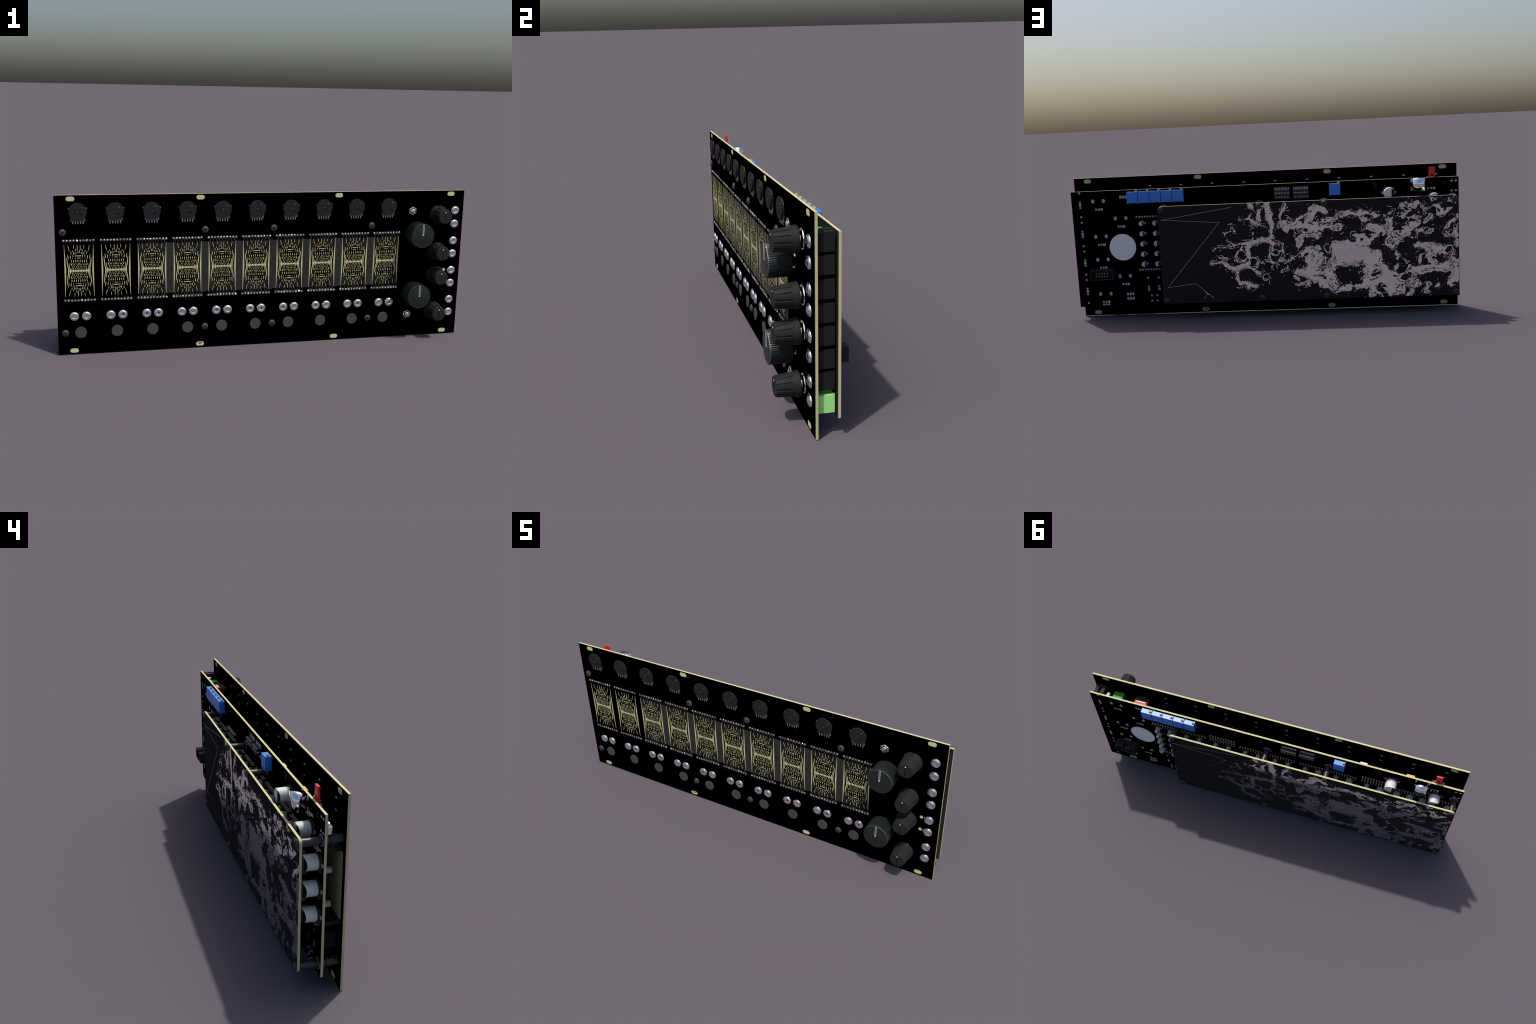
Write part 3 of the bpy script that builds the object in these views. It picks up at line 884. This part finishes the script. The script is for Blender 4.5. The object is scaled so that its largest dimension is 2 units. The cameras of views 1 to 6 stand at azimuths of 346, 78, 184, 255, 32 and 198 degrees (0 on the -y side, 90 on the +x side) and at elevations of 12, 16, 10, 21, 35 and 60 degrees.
ISLANDS = [
    (-337,481,-369,483,7.4), (-338,432,-379,411,17.0), (-336,393,-336,393,10.6), (-335,350,-335,350,14.9), 
    (-712,186,-712,186,19.6), (-599,124,-615,96,11.7), (-693,273,-713,240,19.0), (-861,284,-861,284,9.4), 
    (-813,199,-913,201,7.4), (-500,383,-500,383,8.5), (-553,202,-585,207,7.4), (-971,290,-971,290,13.6), 
    (-690,413,-690,413,6.3), (-453,390,-453,390,15.9), (-469,211,-485,232,16.0), ]



def lattice_noise(x, z, seed):
    """Smooth gradient noise, about -0.7 .. 0.7, on numpy arrays."""
    xi, zi = np.floor(x).astype(np.int64), np.floor(z).astype(np.int64)
    fx, fz = x - xi, z - zi
    u, v = fx * fx * fx * (fx * (fx * 6 - 15) + 10), fz * fz * fz * (fz * (fz * 6 - 15) + 10)

    def grad(i, j, dx, dz):
        h = (i * 374761393 + j * 668265263 + seed * 974634777) & 0x7FFFFFFF
        h = ((h ^ (h >> 13)) * 1274126177) & 0x7FFFFFFF
        t = ((h ^ (h >> 16)) & 1023) * (2 * math.pi / 1024)
        return np.cos(t) * dx + np.sin(t) * dz
    a, b = grad(xi, zi, fx, fz), grad(xi + 1, zi, fx - 1, fz)
    c, d = grad(xi, zi + 1, fx, fz - 1), grad(xi + 1, zi + 1, fx - 1, fz - 1)
    return (a * (1 - u) + b * u) * (1 - v) + (c * (1 - u) + d * u) * v


def fbm(x, z, freq, octaves, seed, gain=0.5):
    s, a = 0.0, 1.0
    for o in range(octaves):
        s = s + a * lattice_noise(x * freq + 13.7 * o, z * freq - 7.1 * o, seed + o)
        freq, a = freq * 2.03, a * gain
    return s


def marble_field(X, Z):
    wx, wz = fbm(X, Z, 16, 3, 11), fbm(X, Z, 16, 3, 23)
    fx, fz = fbm(X, Z, 75, 3, 31, 0.5), fbm(X, Z, 75, 3, 47, 0.5)
    PX, PZ = X + 0.011 * wx + 0.0018 * fx, Z + 0.011 * wz + 0.0018 * fz

    def seg(s):
        ax, az, bx, bz, r = [q / 1000 for q in s]
        dx, dz = bx - ax, bz - az
        l2 = dx * dx + dz * dz
        h = np.clip(((PX - ax) * dx + (PZ - az) * dz) / l2, 0, 1) if l2 > 1e-10 else 0.0
        return r - np.hypot(PX - ax - h * dx, PZ - az - h * dz)

    def union(strokes, k):
        f = None
        for s in strokes:
            q = seg(s)
            if f is None:
                f = q
            else:
                h = np.clip(0.5 + 0.5 * (f - q) / k, 0, 1)
                f = q * (1 - h) + f * h + k * h * (1 - h)
        return f

    veins = union(VEINS, 0.007) - 0.0016
    for s in RINGS:
        veins = np.maximum(veins, 0.0022 + 0.0028 * wx + 0.0010 * fz - np.abs(seg(s) + 0.004 * wz))
    pools = union(POOLS, 0.010)
    # slanted flow direction for the torn texture inside and around the pools
    c, s_ = math.cos(0.42), math.sin(0.42)
    U_, V_ = (PX + 0.02 * wx) * c - (PZ + 0.02 * wz) * s_, (PX + 0.02 * wx) * s_ + (PZ + 0.02 * wz) * c
    sx, sz = fbm(U_, V_ * 1.6, 20, 2, 131), fbm(U_, V_ * 1.6, 20, 2, 151)
    U_, V_ = U_ + 0.030 * sx, V_ + 0.020 * sz          # curl the tears into swirls
    broad = fbm(U_, V_ * 2.2, 22, 2, 61, 0.5)
    tear = broad + 0.52 * fbm(U_, V_ * 2.8, 58, 3, 67, 0.5)
    pools = pools + 0.019 * tear + 0.0025
    veins = np.minimum(veins + 0.0060 * tear, 0.0050 - 0.020 * np.maximum(0, fbm(X, Z, 120, 2, 73) - 0.12))
    isles = -union(ISLANDS, 0.003) + 0.003 * tear
    f = np.minimum(np.maximum(veins, pools), isles)
    # lacing: smooth bright threads outside and dark threads inside the edges
    soft = np.minimum(union(POOLS, 0.010) + 0.019 * broad, isles)
    g1, g2 = fbm(X, Z, 14, 2, 171), fbm(X, Z, 18, 2, 181)
    for k_, (lev, wid) in enumerate(((-0.0075, 0.0013), (-0.0140, 0.0011))):
        gate = fbm(X, Z, 10, 2, 190 + k_) - 0.24
        f = np.maximum(f, np.minimum(wid - np.abs(soft - lev - 0.006 * g1) * 0.8, gate * 0.03))
    gate = fbm(X, Z, 14, 2, 197) - 0.10
    f = np.maximum(f, np.minimum(0.0011 - np.abs(veins + 0.0055 + 0.005 * g2) * 0.8, gate * 0.03))
    for k_, (lev, wid) in enumerate(((0.0055, 0.0013), (0.0120, 0.0014), (0.0200, 0.0012))):
        gate = fbm(X, Z, 9, 2, 200 + k_) - 0.13
        f = np.minimum(f, np.maximum(np.abs(soft - lev - 0.006 * g2) * 0.8 - wid, -gate * 0.03))
    # a few longer dark flow lines and pin holes
    flow = fbm(U_ + 0.03 * wz, V_ * 1.8 + 0.03 * wx, 12, 3, 83, 0.45)
    wide = 0.0009 + 0.0008 * fbm(X, Z, 20, 2, 91)
    gate = fbm(X, Z, 9, 2, 97) > 0.16
    f = np.minimum(f, np.where(gate, np.abs(flow) / 24 - wide, 1.0))
    f = np.minimum(f, 0.0030 - 0.014 * np.maximum(0, fbm(U_, V_ * 2.2, 70, 2, 101) - 0.36))
    # loose flecks just outside the edges
    fleck = 0.016 * (fbm(U_, V_ * 1.7, 75, 2, 111) - 0.42)
    f = np.maximum(f, np.minimum(fleck, np.maximum(pools, veins) + 0.024))
    f = np.where(X > 0.285, -1.0, f)
    # stay inside the board outline
    return np.minimum(f, np.minimum(np.minimum(X + 0.9835, 0.592 - Z), Z - 0.0875))


def foil_mesh(step=0.00115):
    xs = np.arange(-0.9850, 0.300, step)
    zs = np.arange(0.0862, 0.5940, step)
    X, Z = np.meshgrid(xs, zs, indexing="ij")
    F = marble_field(X, Z)
    Y_ = YR1 + 0.0003
    verts, faces, index = [], [], {}

    def vid(key, x, z):
        if key not in index:
            index[key] = len(verts)
            verts.append((x, Y_, z))
        return index[key]

    pos = F > 0
    full = pos[:-1, :-1] & pos[1:, :-1] & pos[1:, 1:] & pos[:-1, 1:]
    some = (pos[:-1, :-1] | pos[1:, :-1] | pos[1:, 1:] | pos[:-1, 1:]) & ~full
    for i in range(full.shape[0]):          # runs of whole cells become one strip
        edges = np.flatnonzero(np.diff(np.concatenate(([0], full[i].astype(np.int8), [0]))))
        for j0, j1 in zip(edges[::2], edges[1::2]):
            faces.append([vid((i + a, j, 0), xs[i + a], zs[j]) for a, j in ((0, j0), (0, j1), (1, j1), (1, j0))])
    for i, j in zip(*np.nonzero(some)):     # border cells are cut where the field crosses zero
        loop = []
        ring = ((i, j), (i, j + 1), (i + 1, j + 1), (i + 1, j))
        for q in range(4):
            (a, b), (c, d) = ring[q], ring[(q + 1) % 4]
            fa, fc = F[a, b], F[c, d]
            if fa > 0:
                loop.append(vid((a, b, 0), xs[a], zs[b]))
            if (fa > 0) != (fc > 0):
                t = fa / (fa - fc)
                key = (min(a, c), min(b, d), 1 if a != c else 2)
                loop.append(vid(key, xs[a] + t * (xs[c] - xs[a]), zs[b] + t * (zs[d] - zs[b])))
        if len(loop) > 2:
            faces.append(loop)
    me = bpy.data.meshes.new("marbled_foil")
    me.from_pydata(verts, [], faces)
    me.materials.append(FOIL)
    me.update()
    if me.polygons[0].normal.y < 0:
        me.flip_normals()
    return me


put(foil_mesh(), "marbled_foil", rear)

# engraved hairline figure at the plain end
ln = Kit()


def hair(pts, w=0.0011):
    for i, (p, q) in enumerate(zip(pts, pts[1:])):
        ln.stroke(*p, *q, w * 0.42, w * 0.42, w * 0.46, YR1 - 0.0001, YR1 + 0.00025 + 2e-5 * (i % 4), FOIL)


hair([(0.153, 0.5757), (0.515, 0.5235), (0.2176, 0.5009), (0.502, 0.1725), (0.3564, 0.1881), (0.2663, 0.1086)])
for i in range(4):
    hair([(0.3180 - 0.006 * i, 0.150 - 0.007 * i), (0.268 + 0.004 * i, 0.112 + 0.004 * i)], 0.0008)
hair([(0.300, 0.132), (0.316, 0.106)], 0.0011)
put(ln, "hairline_figure", rear)
for x in RX:
    for z in RZ:
        put(sc_me, "panel_screw", rear, (x, YR1, z), (0, 0, PI))
